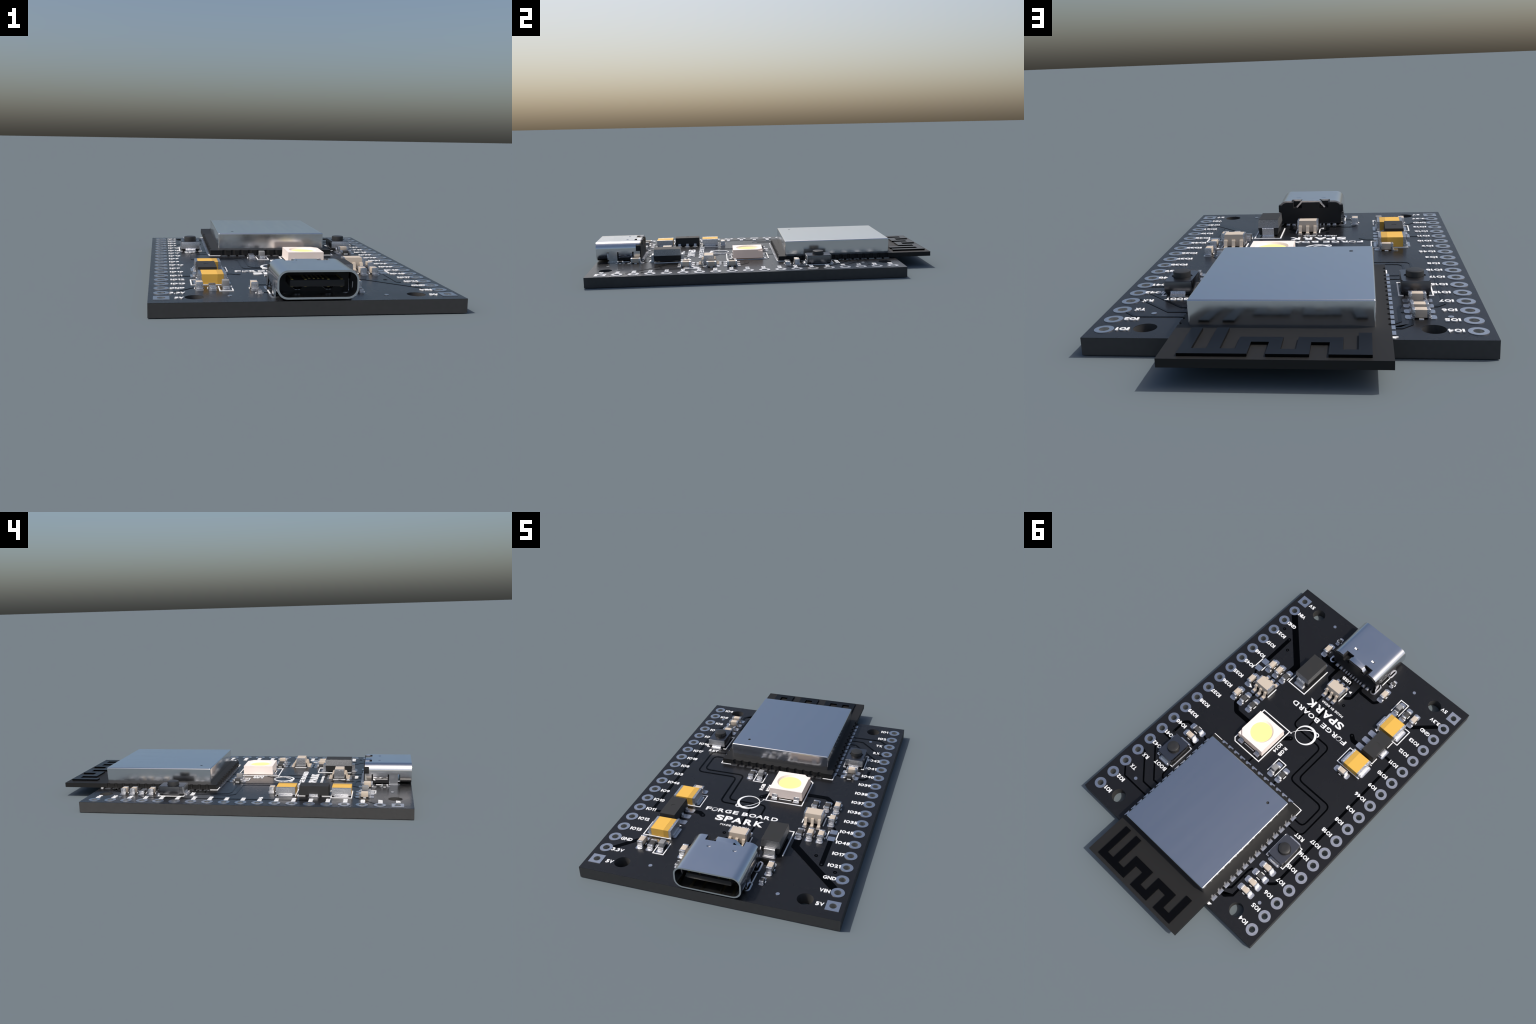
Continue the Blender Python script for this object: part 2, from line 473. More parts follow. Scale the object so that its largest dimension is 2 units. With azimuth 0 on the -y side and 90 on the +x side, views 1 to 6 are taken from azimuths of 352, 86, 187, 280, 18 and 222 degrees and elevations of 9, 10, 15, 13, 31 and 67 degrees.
planet(-0.1860, -0.3745, 0.0150, "printed_emblem")

# ------------------------------------------------------------------ chips
def chip_meshes(kind):
    """body + end terminal, long axis along x, base at z=0"""
    L, W = 1.6 * S, 0.8 * S
    H = {"capacitor": 0.0292, "resistor": 0.0165, "led": 0.034}[kind]
    bm = bmesh.new()
    if kind == "led":
        add_box(bm, -0.0165, 0.0165, -W / 2, W / 2, 0.0125, H, 0.0012)
        body = from_bm(bm, "led_lens", ["ledgrey"])
        bm = bmesh.new()
        add_box(bm, 0, 0.0125, -W / 2, W / 2, 0.001, 0.0135, 0.0012)
        add_box(bm, 0.010, 0.0155, -W / 2, W / 2, 0.0005, 0.0050, 0.0012)
        return body, from_bm(bm, "terminal", ["tin"]), 0.0165, None
    e = 0.0105 if kind == "capacitor" else 0.0125
    b = L / 2 - e
    add_box(bm, -b - 0.002, b + 0.002, -W / 2 + 0.0008, W / 2 - 0.0008, 0.0020, H - 0.0008 if kind == "capacitor" else H - 0.0004, 0.0008)
    body = from_bm(bm, kind + "_body", ["ceramic" if kind == "capacitor" else "resist"])
    bm = bmesh.new()
    add_box(bm, 0, e, -W / 2, W / 2, 0.0008, H, 0.0013)
    add_box(bm, e - 0.003, e + 0.0035, -W / 2 + 0.0005, W / 2 - 0.0005, 0.0004, 0.0050, 0.0014)
    return body, from_bm(bm, "terminal", ["tin"]), b, None
CHIP = {k: chip_meshes(k) for k in ("capacitor", "resistor", "led")}
NAMES = dict(capacitor="capacitor", resistor="resistor", led="indicator_light")

def chip(kind, x, y, vertical=True, scale=1.0):
    """vertical: long axis along y"""
    body, term, b, _ = CHIP[kind]
    rot = math.pi / 2 if vertical else 0.0
    o = put(NAMES[kind], body, root, (x, y, Z_PAD), rot)
    o.scale = (scale, scale, scale if scale == 1 else 0.72)
    for sgn in (1, -1):
        put("terminal", term, o, (sgn * b, 0, 0), 0 if sgn == 1 else math.pi)
    if scale == 1.0:
        span, pl, pw = 0.0985, 0.0300, 0.0345
    else:
        span, pl, pw = 0.0555, 0.0190, 0.0225
    for sgn in (1, -1):
        d = sgn * (span - pl) / 2
        px, py = (x, y + d) if vertical else (x + d, y)
        shared_pad(px, py, pw if vertical else pl, pl if vertical else pw, 0.0085 if scale == 1 else 0.0055)
    if kind != "led":
        hl = 0.0055 if kind == "capacitor" else 0.0090
        off = 0.0186
        if scale < 1:
            hl, off = 0.0050, 0.0138
        for sgn in (1, -1):
            if vertical:
                ink_line([(x + sgn * off, y - hl), (x + sgn * off, y + hl)], 0.0043, "printed_dash")
            else:
                ink_line([(x - hl, y + sgn * off), (x + hl, y + sgn * off)], 0.0043, "printed_dash")

for k, x, y, v in (
        ("capacitor", 0.4025, -0.455, True), ("capacitor", 0.3486, -0.455, True), ("resistor", 0.2952, -0.455, True),
        ("capacitor", 0.4245, -0.308, True), ("capacitor", 0.4238, -0.189, True), ("resistor", 0.3702, -0.190, True),
        ("resistor", 0.3064, -0.190, True), ("capacitor", 0.2396, -0.759, True), ("capacitor", -0.1942, -0.756, True),
        ("capacitor", -0.4185, -0.747, True), ("resistor", -0.3650, -0.747, True), ("led", -0.3105, -0.747, True),
        ("led", -0.0565, 0.005, True), ("resistor", -0.1105, 0.005, True),
        ("capacitor", -0.3325, -0.236, False), ("capacitor", 0.4184, 0.185, False), ("resistor", 0.4182, 0.131, False),
        ("capacitor", -0.4140, 0.4345, False), ("resistor", -0.4140, 0.4885, False), ("capacitor", -0.4135, 0.542, False),
        ("capacitor", -0.4140, 0.5955, False)):
    chip(k, x, y, v)
chip("resistor", 0.2305, -0.8515, True, 0.625)
chip("resistor", -0.1842, -0.8500, True, 0.625)

# print frames round the chips
ink_line([(-0.2840, -0.7140), (-0.2840, -0.8035), (-0.3372, -0.8035), (-0.3372, -0.7140)])
ink_line([(-0.0295, 0.0345), (-0.0295, -0.0543), (-0.0836, -0.0543), (-0.0836, 0.0350)])
ink_line([(0.4775, -0.3925), (0.4775, -0.4530)])
ink_line([(0.4285, -0.3925), (0.4285, -0.4530)])
for y in (-0.4500, -0.3940):
    shared_pad(0.4528, y, 0.0360, 0.0340, 0.0035)

# ------------------------------------------------------------------ six-leg beige chips
def six_leg(cx, cy, tri, tri_flip):
    bm = bmesh.new()
    a, b, zt = 0.0410, 0.0262, 0.0582
    def ring(x, y, z):
        return [(-x, -y, z), (x, -y, z), (x, y, z), (-x, y, z)]
    add_loft(bm, [ring(a, b + 0.004, 0.006), ring(a, b + 0.0055, 0.030), ring(a, b, zt)])
    me = from_bm(bm, "sensor_body", ["ceramic"])
    o = put("integrated_circuit", me, root, (cx, cy, ZT))
    bm = bmesh.new()
    for s in (1, -1):
        add_loft(bm, [[(s * p, q, z) for p, q in ((a, -yy), (a + ex, -yy), (a + ex, yy), (a, yy))] for ex, yy, z in
                      ((0.0035, b + 0.003, 0.005), (0.0085, b + 0.0045, 0.029), (0.0075, b - 0.0005, zt))])
    put("end_cap", from_bm(bm, "end_cap", ["tin"]), o)
    for sy in (1, -1):
        for i in (-1, 0, 1):
            bm = bmesh.new()
            w = 0.0072
            prof = [(0.020, 0.036), (0.0385, 0.036), (0.0425, 0.031), (0.0455, 0.0105), (0.0490, 0.0070), (0.0600, 0.0070), (0.0600, 0.0024),
                    (0.0465, 0.0024), (0.0410, 0.0075), (0.0385, 0.0265), (0.0360, 0.0290), (0.020, 0.0290)]
            add_loft(bm, [[(s * w, sy * p, z) for p, z in prof] for s in (-1, 1)])
            put("leg", from_bm(bm, "leg", ["ceramic"], 50), o, (i * 0.95 * S * 1.03, 0, 0))
            shared_pad(cx + i * 0.95 * S * 1.03, cy + sy * 0.0560, 0.0215, 0.0360, 0.005)
    for s in (1, -1):
        ink_line([(cx + s * 0.0545, cy - 0.034), (cx + s * 0.0545, cy + 0.034)])
    tx, ty = tri
    k = 0.0085 * tri_flip
    ink_poly([[(tx - k, ty), (tx + k, ty - 0.0095), (tx + k, ty + 0.0095)]])
six_leg(0.3345, -0.3235, (0.3985, -0.2720), 1)
six_leg(0.0255, -0.5860, (-0.0375, -0.6395), -1)

# ------------------------------------------------------------------ diode
dcx, dcy = 0.2045, -0.5715
def box_ring(x, y, z):
    return [(-x, -y, z), (x, -y, z), (x, y, z), (-x, y, z)]
bm = bmesh.new()
add_loft(bm, [box_ring(0.0425, 0.0770, 0.008), box_ring(0.0480, 0.0800, 0.0415)], 0)
add_loft(bm, [box_ring(0.0480, 0.0800, 0.0416), box_ring(0.0455, 0.0770, 0.0790)], 1)
add_box(bm, -0.0453, 0.0453, -0.0768, 0.0768, 0.0780, 0.0796, 0.0, mi=0)
diode = put("diode", from_bm(bm, "diode_body", ["diode", "diode_side"]), root, (dcx, dcy, ZT))
for sy in (1, -1):
    bm = bmesh.new()
    prof = [(0.080, 0.0440), (0.0935, 0.0440), (0.0965, 0.0410), (0.0965, 0.0120), (0.0995, 0.0070), (0.1050, 0.0065), (0.1050, 0.0024), (0.080, 0.0024)]
    add_loft(bm, [[(s * 0.0270, sy * p, z) for p, z in prof] for s in (-1, 1)])
    put("lead", from_bm(bm, "lead", ["tin"]), diode)
    shared_pad(dcx, dcy + sy * 0.0860, 0.0650, 0.0500, 0.007)
ink_line([(0.2640, -0.6463), (0.2640, -0.4475), (0.1443, -0.4475), (0.1443, -0.6463)], 0.0055)

# ------------------------------------------------------------------ tantalum capacitors
def tantalum(cy):
    cx, yh, zt = -0.3582, 0.0520, 0.0464
    bm = bmesh.new()
    add_box(bm, -0.0465, 0.0209, -yh, yh, 0.004, zt, 0.0006, 1)
    o = put("tantalum_capacitor", from_bm(bm, "tantalum_body", ["yellow"]), root, (cx, cy, ZT))
    bm = bmesh.new()
    add_box(bm, 0.0209, 0.0466, -yh, yh, 0.004, zt, 0.0006, 1)
    put("polarity_band", from_bm(bm, "polarity_band", ["ochre"]), o)
    for s in (1, -1):
        bm = bmesh.new()
        x0, x1 = (0.0466, 0.0600)
        pr = [(x0, 0.004), (x1 - 0.001, 0.004), (x1, 0.012), (x1, 0.030), (x1 - 0.0015, zt), (x0, zt)]
        add_loft(bm, [[(s * p, yy, z) for p, z in pr] for yy in (-yh, yh)])
        add_box(bm, *sorted((s * 0.056, s * 0.0665)), -0.036, 0.036, 0.0022, 0.0135, 0.0018)
        put("terminal", from_bm(bm, "terminal", ["tin"]), o)
        shared_pad(cx + s * 0.0540, cy, 0.0480, 0.0800, 0.008)
tantalum(-0.6235)
tantalum(-0.3218)
ink_line([(-0.3000, -0.6785), (-0.4473, -0.6785), (-0.4473, -0.5690), (-0.3000, -0.5690)])
ink_line([(-0.4239, -0.3767), (-0.2700, -0.3767), (-0.2700, -0.2690), (-0.4239, -0.2690)])

# ------------------------------------------------------------------ regulator
bm = bmesh.new()
rx, ry = 0.0405, 0.0785
add_loft(bm, [box_ring(rx + 0.001, ry + 0.001, 0.003), box_ring(rx + 0.002, ry + 0.002, 0.022), box_ring(rx, ry, 0.0546)], 0, False)
reg_me = bmesh.new()
me_top = sheet([rrect(-rx, rx, -ry, ry), circle(-0.001, 0.0005, 0.0115, 28)], 0.0536, 0.0548)
reg_me.from_mesh(me_top)
tt = bmesh.new(); me2 = bpy.data.meshes.new("t"); bm.to_mesh(me2); bm.free(); tt.free()
reg_me.from_mesh(me2)
add_box(reg_me, -0.0140, 0.0120, -0.0125, 0.0135, 0.051, 0.0538)
regulator = put("voltage_regulator", from_bm(reg_me, "regulator_body", ["epoxy"]), root, (-0.3725, -0.4750, ZT))
for y in (-0.0525, 0.0, 0.0525):
    bm = bmesh.new()
    pr = [(0.036, 0.0160), (0.0480, 0.0160), (0.0500, 0.0140), (0.0505, 0.0090), (0.0600, 0.0085), (0.0600, 0.0024), (0.036, 0.0024)]
    add_loft(bm, [[(p, s * 0.0085, z) for p, z in pr] for s in (-1, 1)])
    put("leg", from_bm(bm, "leg", ["tin"]), regulator, (0, y, 0))
    shared_pad(-0.3050, -0.4750 + y, 0.0490, 0.0330, 0.007)
bm = bmesh.new()
add_box(bm, -0.0610, -0.038, -0.0235, 0.0235, 0.0024, 0.0160, 0.0015)
put("heat_tab", from_bm(bm, "heat_tab", ["tin"]), regulator)
shared_pad(-0.4230, -0.4750, 0.0420, 0.0610, 0.006)
ink_line([(-0.4195, -0.5620), (-0.4195, -0.5203)])
ink_line([(-0.3900, -0.3872), (-0.4195, -0.3872), (-0.4195, -0.4271)])
ink_poly([[(-0.3010 + 0.009, -0.5620), (-0.3010 - 0.009, -0.5700), (-0.3010 - 0.009, -0.5540)]])

# ------------------------------------------------------------------ colour LED (white square package)
lx, ly, lh = 0.1393, -0.0893, 0.0888
bm = bmesh.new()
z0, zt, zc, ch = 0.0065, 0.0580, 0.0475, 0.030
n = 64
# outline points of top face with one clipped corner (+x,+y)
def outline(c):
    return [(-lh, -lh), (lh, -lh), (lh, lh - c), (lh - c, lh), (-lh, lh)]
low = [(-lh * 1.012, -lh * 1.012), (lh * 1.012, -lh * 1.012), (lh * 1.012, lh * 1.012), (-lh * 1.012, lh * 1.012)]
mid = box_ring(lh, lh, zc)
add_loft(bm, [[(x, y, z0) for x, y in low], mid], 0)
upper = bpy.data.meshes.new("u")
u1 = sheet([outline(ch), circle(0, 0, 0.0690, n)], zc, zt)
bm.from_mesh(u1)
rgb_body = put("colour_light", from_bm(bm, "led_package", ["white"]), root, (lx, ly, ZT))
bm = bmesh.new()
add_loft(bm, [[(*p, zc + 0.0005) for p in circle(0, 0, 0.0588, n)], [(*p, zt - 0.0003) for p in circle(0, 0, 0.0689, n)]], 0, False)
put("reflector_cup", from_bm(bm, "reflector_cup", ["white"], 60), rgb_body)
bm = bmesh.new()
add_loft(bm, [[(*p, zc + 0.0004) for p in circle(0, 0, 0.0600, n)], [(*p, zc + 0.0022) for p in circle(0, 0, 0.0598, n)]])
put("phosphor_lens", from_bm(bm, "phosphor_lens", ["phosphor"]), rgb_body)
for sy in (1, -1):
    for sx in (1, -1):
        bm = bmesh.new()
        pr = [(0.084, 0.0265), (0.0905, 0.0265), (0.0920, 0.0250), (0.0925, 0.0085), (0.0975, 0.0065), (0.0975, 0.0024), (0.084, 0.0024)]
        add_loft(bm, [[(s * 0.0145, sy * p, z) for p, z in pr] for s in (-1, 1)])
        put("lead", from_bm(bm, "lead", ["tin"]), rgb_body, (sx * 0.0600, 0, 0))
        shared_pad(lx + sx * 0.0600, ly + sy * 0.0930, 0.0330, 0.0350, 0.002)
    ink_line([(lx - 0.033, ly + sy * 0.0965), (lx + 0.033, ly + sy * 0.0965)], 0.0045)
put("printed_outline", finish(sheet(stroke([(0.2383, 0.0185), (0.2225, 0.0343), (0.0408, 0.0343), (0.0408, -0.2163), (0.2383, -0.2163)], 0.0055, closed=True), ZT + 0.0001, Z_INK - 0.0002), ["ink"]), board)

# ------------------------------------------------------------------ push buttons
def button(cx, cy, corner):
    hx, hy, zt = 0.0485, 0.0690, 0.0528
    bm = bmesh.new()
    add_box(bm, -hx + 0.003, hx - 0.003, -hy + 0.003, hy - 0.003, 0.003, zt - 0.003, 0.001)
    o = put("push_button", from_bm(bm, "button_base", ["plastic"]), root, (cx, cy, ZT))
    # folded metal cover: top plate with a lobed opening, side skirts, corner posts
    hole = circle(0, 0, 0.0345, 40)
    lob = []
    for i in range(40):
        a = 2 * math.pi * i / 40
        r = 0.0345 + 0.0045 * max(0.0, math.cos(a * 2)) ** 8
        lob.append((r * math.cos(a), r * math.sin(a)))
    c = 0.011
    top = [(-hx + 0.003, -hy), (hx - 0.003, -hy), (hx - 0.003, -hy + c), (hx, -hy + c), (hx, hy - c), (hx - 0.003, hy - c), (hx - 0.003, hy), (-hx + 0.003, hy), (-hx + 0.003, hy - c), (-hx, hy - c), (-hx, -hy + c), (-hx + 0.003, -hy + c)]
    me = sheet([top, lob], zt - 0.0025, zt)
    bm = bmesh.new()
    bm.from_mesh(me)
    for s in (1, -1):
        add_box(bm, *sorted((s * (hx - 0.0025), s * hx)), -hy + 0.022, hy - 0.022, 0.0045, zt - 0.0004, 0.0008)
        add_box(bm, *sorted((s * (hx - 0.005), s * (hx - 0.0028))), -hy + 0.0005, hy - 0.0005, 0.012, zt - 0.004, 0.0005)
    put("metal_cover", from_bm(bm, "metal_cover", ["cover"]), o)
    bm = bmesh.new()
    rings = [(0.0316, 0.030), (0.0316, 0.0695), (0.0306, 0.0720), (0.0280, 0.0732), (0.012, 0.0736)]
    add_loft(bm, [[(*p, z) for p in circle(0, 0, r, 48)] for r, z in rings])
    put("knob", from_bm(bm, "knob", ["knob"], 40), o)
    for sy in (1, -1):
        bm = bmesh.new()
        add_box(bm, -hx - 0.001, hx + 0.001, *sorted((sy * (hy - 0.002), sy * (hy + 0.0012))), 0.014, zt - 0.002, 0.001)
        put("end_plate", from_bm(bm, "end_plate", ["tin" if sy < 0 else "cover"]), o)
        bm = bmesh.new()
        pr = [(hy - 0.002, 0.0200), (hy + 0.003, 0.0180), (hy + 0.0060, 0.0100), (hy + 0.0100, 0.0075), (hy + 0.0140, 0.0070), (hy + 0.0140, 0.0024), (hy - 0.002, 0.0024)]
        add_loft(bm, [[(s * 0.0270, sy * p, z) for p, z in pr] for s in (-1, 1)])
        put("lead", from_bm(bm, "lead", ["tin"], 40), o)
        shared_pad(cx, cy + sy * 0.0700, 0.0740, 0.0360, 0.008)
    for s in (1, -1):
        e = 0.0580
        ink_line([(cx + s * (e - 0.0130), cy - 0.0735), (cx + s * e, cy - 0.0735), (cx + s * e, cy + 0.0735), (cx + s * (e - 0.0130), cy + 0.0735)])
button(-0.4137, 0.3097, 1)
button(0.4180, 0.3097, -1)

# ------------------------------------------------------------------ wireless module
mx0, mx1, my0, my1, mz0, mz1 = -0.3165, 0.3272, 0.0885, 1.0, ZT + 0.0026, 0.0862
mxc = (mx0 + mx1) / 2
MP = 1.27 * S
side_y = [0.1425 + MP * i for i in range(14)]
bot_x = [mxc + MP * (i - 5.5) for i in range(12)]
nr = 0.0095
ol = [(mx0, my0)]
for x in bot_x:
    ol += [(x + nr * math.cos(math.radians(a)), my0 + nr * math.sin(math.radians(a))) for a in range(180, -1, -18)]
ol.append((mx1, my0))
for y in side_y:
    ol += [(mx1 + nr * math.cos(math.radians(a)), y + nr * math.sin(math.radians(a))) for a in range(270, 89, -18)]
ol += [(mx1, my1), (mx0, my1)]
for y in reversed(side_y):
    ol += [(mx0 + nr * math.cos(math.radians(a)), y + nr * math.sin(math.radians(a))) for a in range(90, -91, -18)]
module = put("wireless_module", finish(sheet([ol], mz0, mz1), ["module"]), root)
for y in side_y:
    shared_pad(mx1 - 0.0030, y, 0.0350, 0.0322, 0.0006)
    shared_pad(mx0 + 0.0030, y, 0.0350, 0.0322, 0.0006)
for x in bot_x:
    shared_pad(x, my0 + 0.0030, 0.0322, 0.0350, 0.0006)

# shield can: rounded lid with vertical walls and a pin-hole in the top
sx0, sx1, sy0, sy1, sz = -0.2720, 0.2925, 0.1290, 0.7540, 0.1702
def can_ring(inset, z, r):
    return [(x, y, z) for x, y in rrect(sx0 + inset, sx1 - inset, sy0 + inset, sy1 - inset, max(r - inset, 0.0008), 5)]
rr = 0.0055
rings = [can_ring(0, mz1 - 0.0005, 0.007), can_ring(0, sz - rr, 0.007)]
for i in range(1, 7):
    a = math.radians(15 * i)
    rings.append(can_ring(rr * (1 - math.cos(a)), sz - rr + rr * math.sin(a), 0.007))
rings.append(can_ring(rr + 0.0010, sz, 0.007))
bm = bmesh.new()
add_loft(bm, rings, 0, False)
hx_, hy_ = -0.1912, 0.2021
ring_out = [(p[0], p[1]) for p in rings[-1]]
me = sheet([ring_out, circle(hx_, hy_, 0.0078, 24)], sz - 0.004, sz)
lid = bmesh.new()
lid.from_mesh(me)
# keep the flat roof and the wall of the vent hole only; the roof stays unwelded so it shades flat
bmesh.ops.delete(lid, geom=[f for f in lid.faces if not (f.calc_center_median().z > sz - 1e-5 or (abs(f.normal.z) < 0.1 and Vector((f.calc_center_median().x - hx_, f.calc_center_median().y - hy_)).length < 0.02))], context='FACES')
lid_me = bpy.data.meshes.new("lid")
lid.to_mesh(lid_me)
lid.free()
bm.from_mesh(lid_me)
put("metal_shield", from_bm(bm, "metal_shield", ["shield"], 25), module)
put("vent_hole", finish(sheet([circle(hx_, hy_, 0.0100, 20)], sz - 0.0075, sz - 0.0060), ["hole"]), module)

# antenna: one meander outline
ANT = [(0.2725, 0.7865), (0.2385, 0.7865), (0.2385, 0.9452), (0.1955, 0.9452), (0.1955, 0.7865), (0.1585, 0.7865), (0.1585, 0.9452), (0.1148, 0.9452),
       (0.1148, 0.8585), (-0.0100, 0.8585), (-0.0100, 0.9455), (-0.0530, 0.9455), (-0.0530, 0.8585), (-0.1798, 0.8585), (-0.1798, 0.9460), (-0.2220, 0.9460),
       (-0.2220, 0.8230), (-0.2590, 0.8230), (-0.2590, 0.9812), (-0.1425, 0.9812), (-0.1425, 0.8960), (-0.0908, 0.8960), (-0.0908, 0.9812), (0.0272, 0.9812),
       (0.0272, 0.8960), (0.0780, 0.8960), (0.0780, 0.9812), (0.2725, 0.9812)]
put("antenna_trace", finish(sheet([ANT], mz1 - 0.0004, 0.0950), ["antenna"]), module)
# print round the module
ink_line([(-0.2655, 0.0805), (-0.3220, 0.0805), (-0.3220, 0.1215)])
ink_line([(0.2796, 0.0800), (0.3335, 0.0800), (0.3335, 0.1215)])
ink_poly([[(-0.3170, 0.7630), (-0.3370, 0.7630), (-0.3250, 0.7770), (-0.3170, 0.7770)]])

# ------------------------------------------------------------------ USB-C style socket
HW, HH, ZC, RC, TH = 0.1595, 0.0566, 0.1205, 0.0430, 0.0077
NX = ((0.0425, 0.0945), (-0.0945, -0.0425))          # notches in the roof, relative to UX
DX = ((0.0540, 0.0765), (-0.0715, -0.0490))          # pressed dimples
DY = (-0.8255, -0.8135)
def section():
    pts = []
    def line(a, b, br):
        vals = [a] + sorted([t for t in br if min(a, b) < t < max(a, b)], reverse=a > b)
        return vals
    def arc(cx, cz, a0):
        return [(cx + RC * math.cos(math.radians(a0 + 90 * i / 10)), cz + RC * math.sin(math.radians(a0 + 90 * i / 10))) for i in range(10)]
    xr, zr = HW - RC, HH - RC
    brx = [v for ab in NX for v in ab] + [v for ab in DX for v in ab]
    pts += [(x, HH) for x in line(xr, -xr, brx)]
    pts += arc(-xr, zr, 90)
    pts += [(-HW, z) for z in line(zr, -zr, [-0.0028, 0.0005])]
    pts += arc(-xr, -zr, 180)
    pts += [(x, -HH) for x in line(-xr, xr, [0])]
    pts += arc(xr, -zr, 270)
    pts += [(HW, z) for z in line(-zr, zr, [-0.0028, 0.0005])]
    pts += arc(xr, zr, 0)
    return pts
SEC = section()
YS = [-1.0, -0.9360, -0.9235, -0.8745, -0.8665, DY[0], DY[1], -0.7850, -0.7765, -0.7620, -0.7385]
def removed(x, z, y):
    side = abs(x) > HW - RC * 0.995
    if z > HH - 1e-4 and DY[0] < y < DY[1] and any(a < x < b for a, b in DX):
        return True
    if z > HH - 1e-4 and y > -0.7765 and any(a < x < b for a, b in NX):
        return True
    if side and y > -0.7620 and 0.0005 < z < 0.038:
        return True
    low = abs(x) > HW - RC * 0.99 and z < -0.0028
    if low and (-0.9360 < y < -0.8665 or y > -0.7850):
        return True
    return False
bm = bmesh.new()
grid = [[bm.verts.new((UX + x, y, ZC + z)) for x, z in SEC] for y in YS]
ns = len(SEC)
for j in range(len(YS) - 1):
    for i in range(ns):
        k = (i + 1) % ns
        mxp, mzp, myp = (SEC[i][0] + SEC[k][0]) / 2, (SEC[i][1] + SEC[k][1]) / 2, (YS[j] + YS[j + 1]) / 2
        if not removed(mxp, mzp, myp):
            bm.faces.new((grid[j][i], grid[j][k], grid[j + 1][k], grid[j + 1][i]))
def strip(pts, y0, y1):
    prev = None
    for x, z in pts:
        cur = (bm.verts.new((UX + x, y0, z)), bm.verts.new((UX + x, y1, z)))
        if prev:
            bm.faces.new((prev[0], cur[0], cur[1], prev[1]))
        prev = cur
for s in (1, -1):        # solder tabs going down into the board, spring flaps in the roof
    strip([(s * HW, ZC - 0.0028), (s * HW, 0.030)], -0.9235, -0.8745)
    strip([(s * HW, ZC - 0.0028), (s * HW, 0.030)], -0.7765, -0.7385)
    strip([(s * 0.0425, ZC + HH), (s * 0.0480, ZC + HH - 0.0030), (s * 0.0720, 0.1475)], -0.7620, -0.7385)
bmesh.ops.remove_doubles(bm, verts=bm.verts, dist=1e-5)
bmesh.ops.recalc_face_normals(bm, faces=bm.faces)
# outward orientation check on the roof
up = [f for f in bm.faces if f.calc_center_median().z > ZC + HH - 1e-4 and f.calc_center_median().y < -0.9]
if up and up[0].normal.z < 0:
    bmesh.ops.reverse_faces(bm, faces=bm.faces[:])
me = bpy.data.meshes.new("shell")
bm.to_mesh(me)
bm.free()
tmp = bpy.data.objects.new("tmp", me)
bpy.context.scene.collection.objects.link(tmp)
sol = tmp.modifiers.new("wall", 'SOLIDIFY')
sol.thickness, sol.offset, sol.use_even_offset = TH, -1.0, True
dg = bpy.context.evaluated_depsgraph_get()
shell_me = bpy.data.meshes.new_from_object(tmp.evaluated_get(dg))
bpy.data.objects.remove(tmp)
usb = put("usb_socket", finish(shell_me, ["steel"], 35), root)
# pressed dimples in the roof
for a, b in DX:
    bm = bmesh.new()
    zr = ZC + HH
    add_loft(bm, [[(UX + a, DY[0], zr), (UX + b, DY[0], zr), (UX + b, DY[1], zr), (UX + a, DY[1], zr)],
                  [(UX + a + 0.006, DY[0] + 0.002, zr - 0.0068), (UX + a + 0.009, DY[0] + 0.002, zr - 0.0068), (UX + a + 0.009, DY[1] - 0.002, zr - 0.0068), (UX + a + 0.006, DY[1] - 0.002, zr - 0.0068)]], 0, False)
    put("pressed_dimple", from_bm(bm, "pressed_dimple", ["steel"], 20), usb)
# plastic housing at the back
xi, zl, zh = 0.1480, 0.0655, 0.1690
def housing(notch):
    r = 0.030
    p = [(-xi, zl), (xi, zl), (xi, zh - r)]
    p += [(xi - r + r * math.cos(math.radians(a)), zh - r + r * math.sin(math.radians(a))) for a in range(15, 91, 15)]
    if notch:
        p += [(0.0860, zh), (0.0860, 0.1420), (0.0440, 0.1420), (0.0440, zh), (-0.0440, zh), (-0.0440, 0.1420), (-0.0860, 0.1420), (-0.0860, zh)]
    p += [(-xi + r + r * math.cos(math.radians(a)), zh - r + r * math.sin(math.radians(a))) for a in range(90, 166, 15)]
    p += [(-xi, zh - r)]
    return [(UX + x, z) for x, z in p]
h1 = sheet([housing(True)], -0.7770, -0.7330, 'Y')
h2 = sheet([housing(False)], -0.8820, -0.7772, 'Y')
bm = bmesh.new()
bm.from_mesh(h1)
bm.from_mesh(h2)
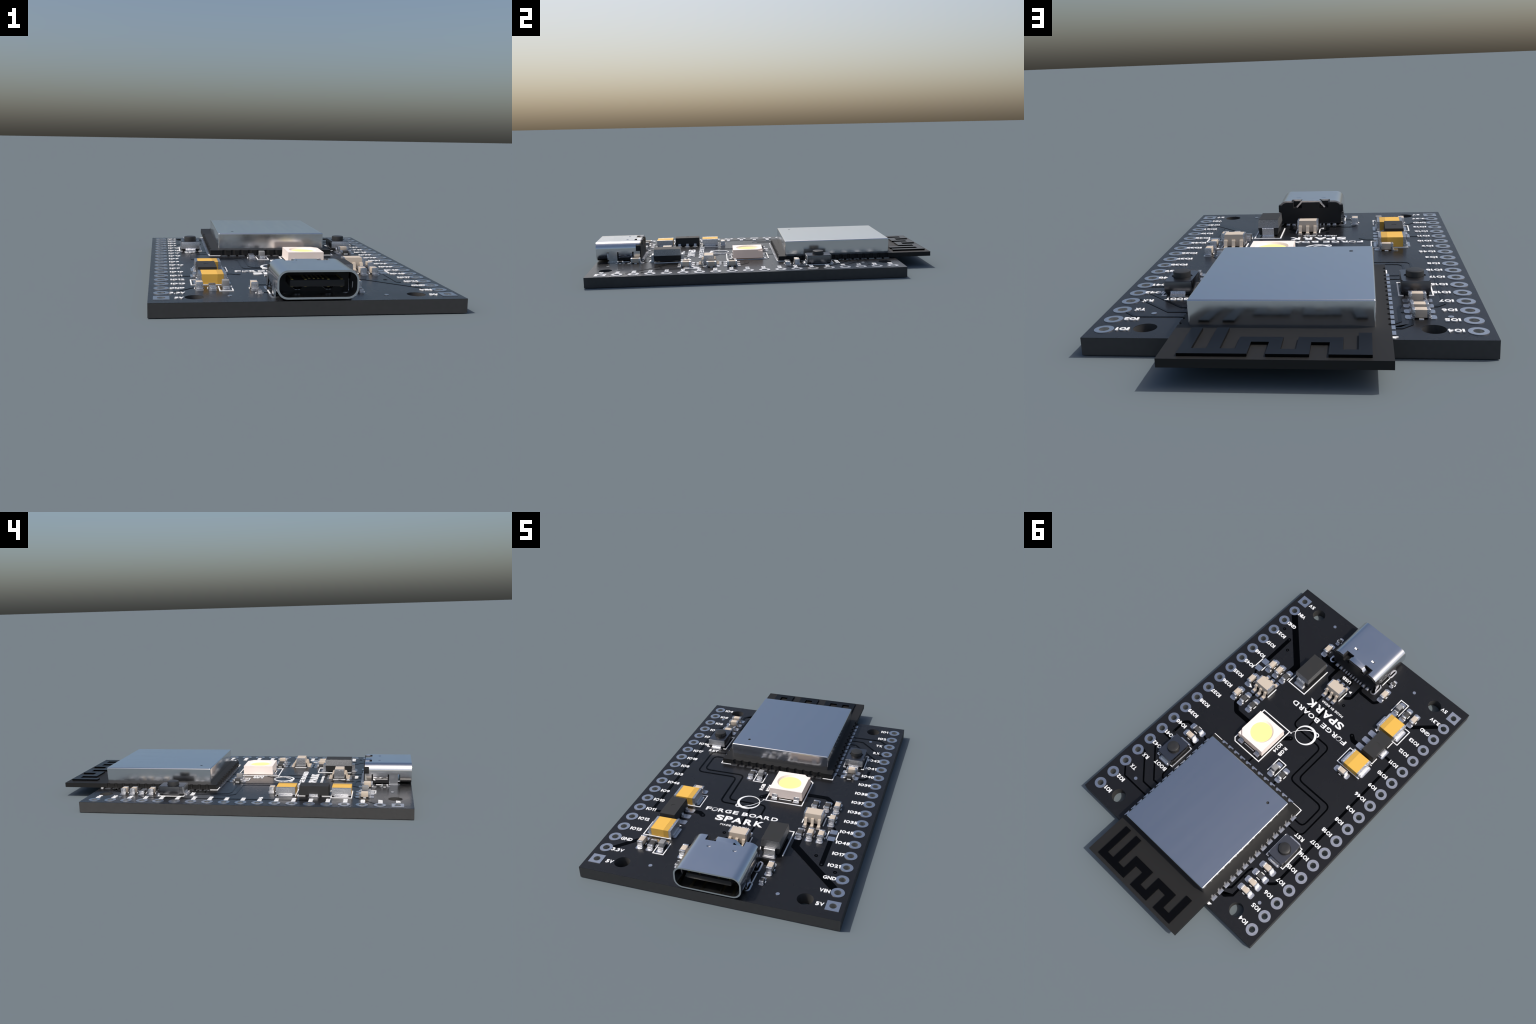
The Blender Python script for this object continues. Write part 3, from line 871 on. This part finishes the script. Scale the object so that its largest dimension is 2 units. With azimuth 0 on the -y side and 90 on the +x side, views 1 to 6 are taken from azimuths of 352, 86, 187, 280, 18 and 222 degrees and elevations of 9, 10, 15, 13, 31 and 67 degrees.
for s in (1, -1):
    add_box(bm, *sorted((UX + s * 0.140, UX + s * 0.1588)), -0.7612, -0.7325, 0.1215, 0.1560, 0.001)
put("socket_housing", from_bm(bm, "socket_housing", ["plastic"]), usb)
bm = bmesh.new()
add_box(bm, UX - 0.1068, UX + 0.1068, -0.9780, -0.8700, 0.1085, 0.1343, 0.0025)
tongue = put("contact_tongue", from_bm(bm, "contact_tongue", ["plastic"]), usb)
bm = bmesh.new()
for x in (-0.0975, -0.0450, 0.0450, 0.0975):
    for z0, z1 in ((0.1341, 0.1362), (0.1066, 0.1087)):
        add_box(bm, UX + x - 0.0045, UX + x + 0.0045, -0.9690, -0.88, z0, z1)
for x in (-0.0268, -0.0089, 0.0089, 0.0268):
    add_box(bm, UX + x - 0.004, UX + x + 0.004, -0.9520, -0.88, 0.1341, 0.1362)
put("gold_contact", from_bm(bm, "gold_contact", ["gold"]), tongue)
tongue.parent = usb
# earth springs inside the mouth
bm = bmesh.new()
for s in (1, -1):
    for k in (-1, 1):
        c = s * 0.062
        add_loft(bm, [[(UX + c + k * (0.004 + t * 0.020) + d, -0.900 + t * 0.02, 0.0800 + t * 0.014 + e) for d, e in ((-0.006, 0), (0.006, 0), (0.006, 0.003), (-0.006, 0.003))] for t in (0, 1)])
put("earth_spring", from_bm(bm, "earth_spring", ["cover"]), usb)
# signal leads and pads
for mm, w in ((3.2, 0.0215), (2.4, 0.0215), (1.75, 0.0107), (1.25, 0.0107), (0.75, 0.0107), (0.25, 0.0107)):
    for s in (1, -1):
        x = UX - 0.002 + s * mm * S
        shared_pad(x, -0.7360, w, 0.0420, 0.003)
        bm = bmesh.new()
        add_box(bm, -w * 0.36, w * 0.36, -0.7500, -0.7190, Z_PAD - 0.0002, 0.0650, 0.001)
        put("signal_lead", from_bm(bm, "signal_lead", ["tin"]), usb, (x, 0, 0))
ink_line([(UX - 0.1660, -0.8040), (UX - 0.1660, -0.8670)])
ink_line([(UX + 0.1660, -0.8040), (UX + 0.1660, -0.8670)])
bpy.context.view_layer.update()
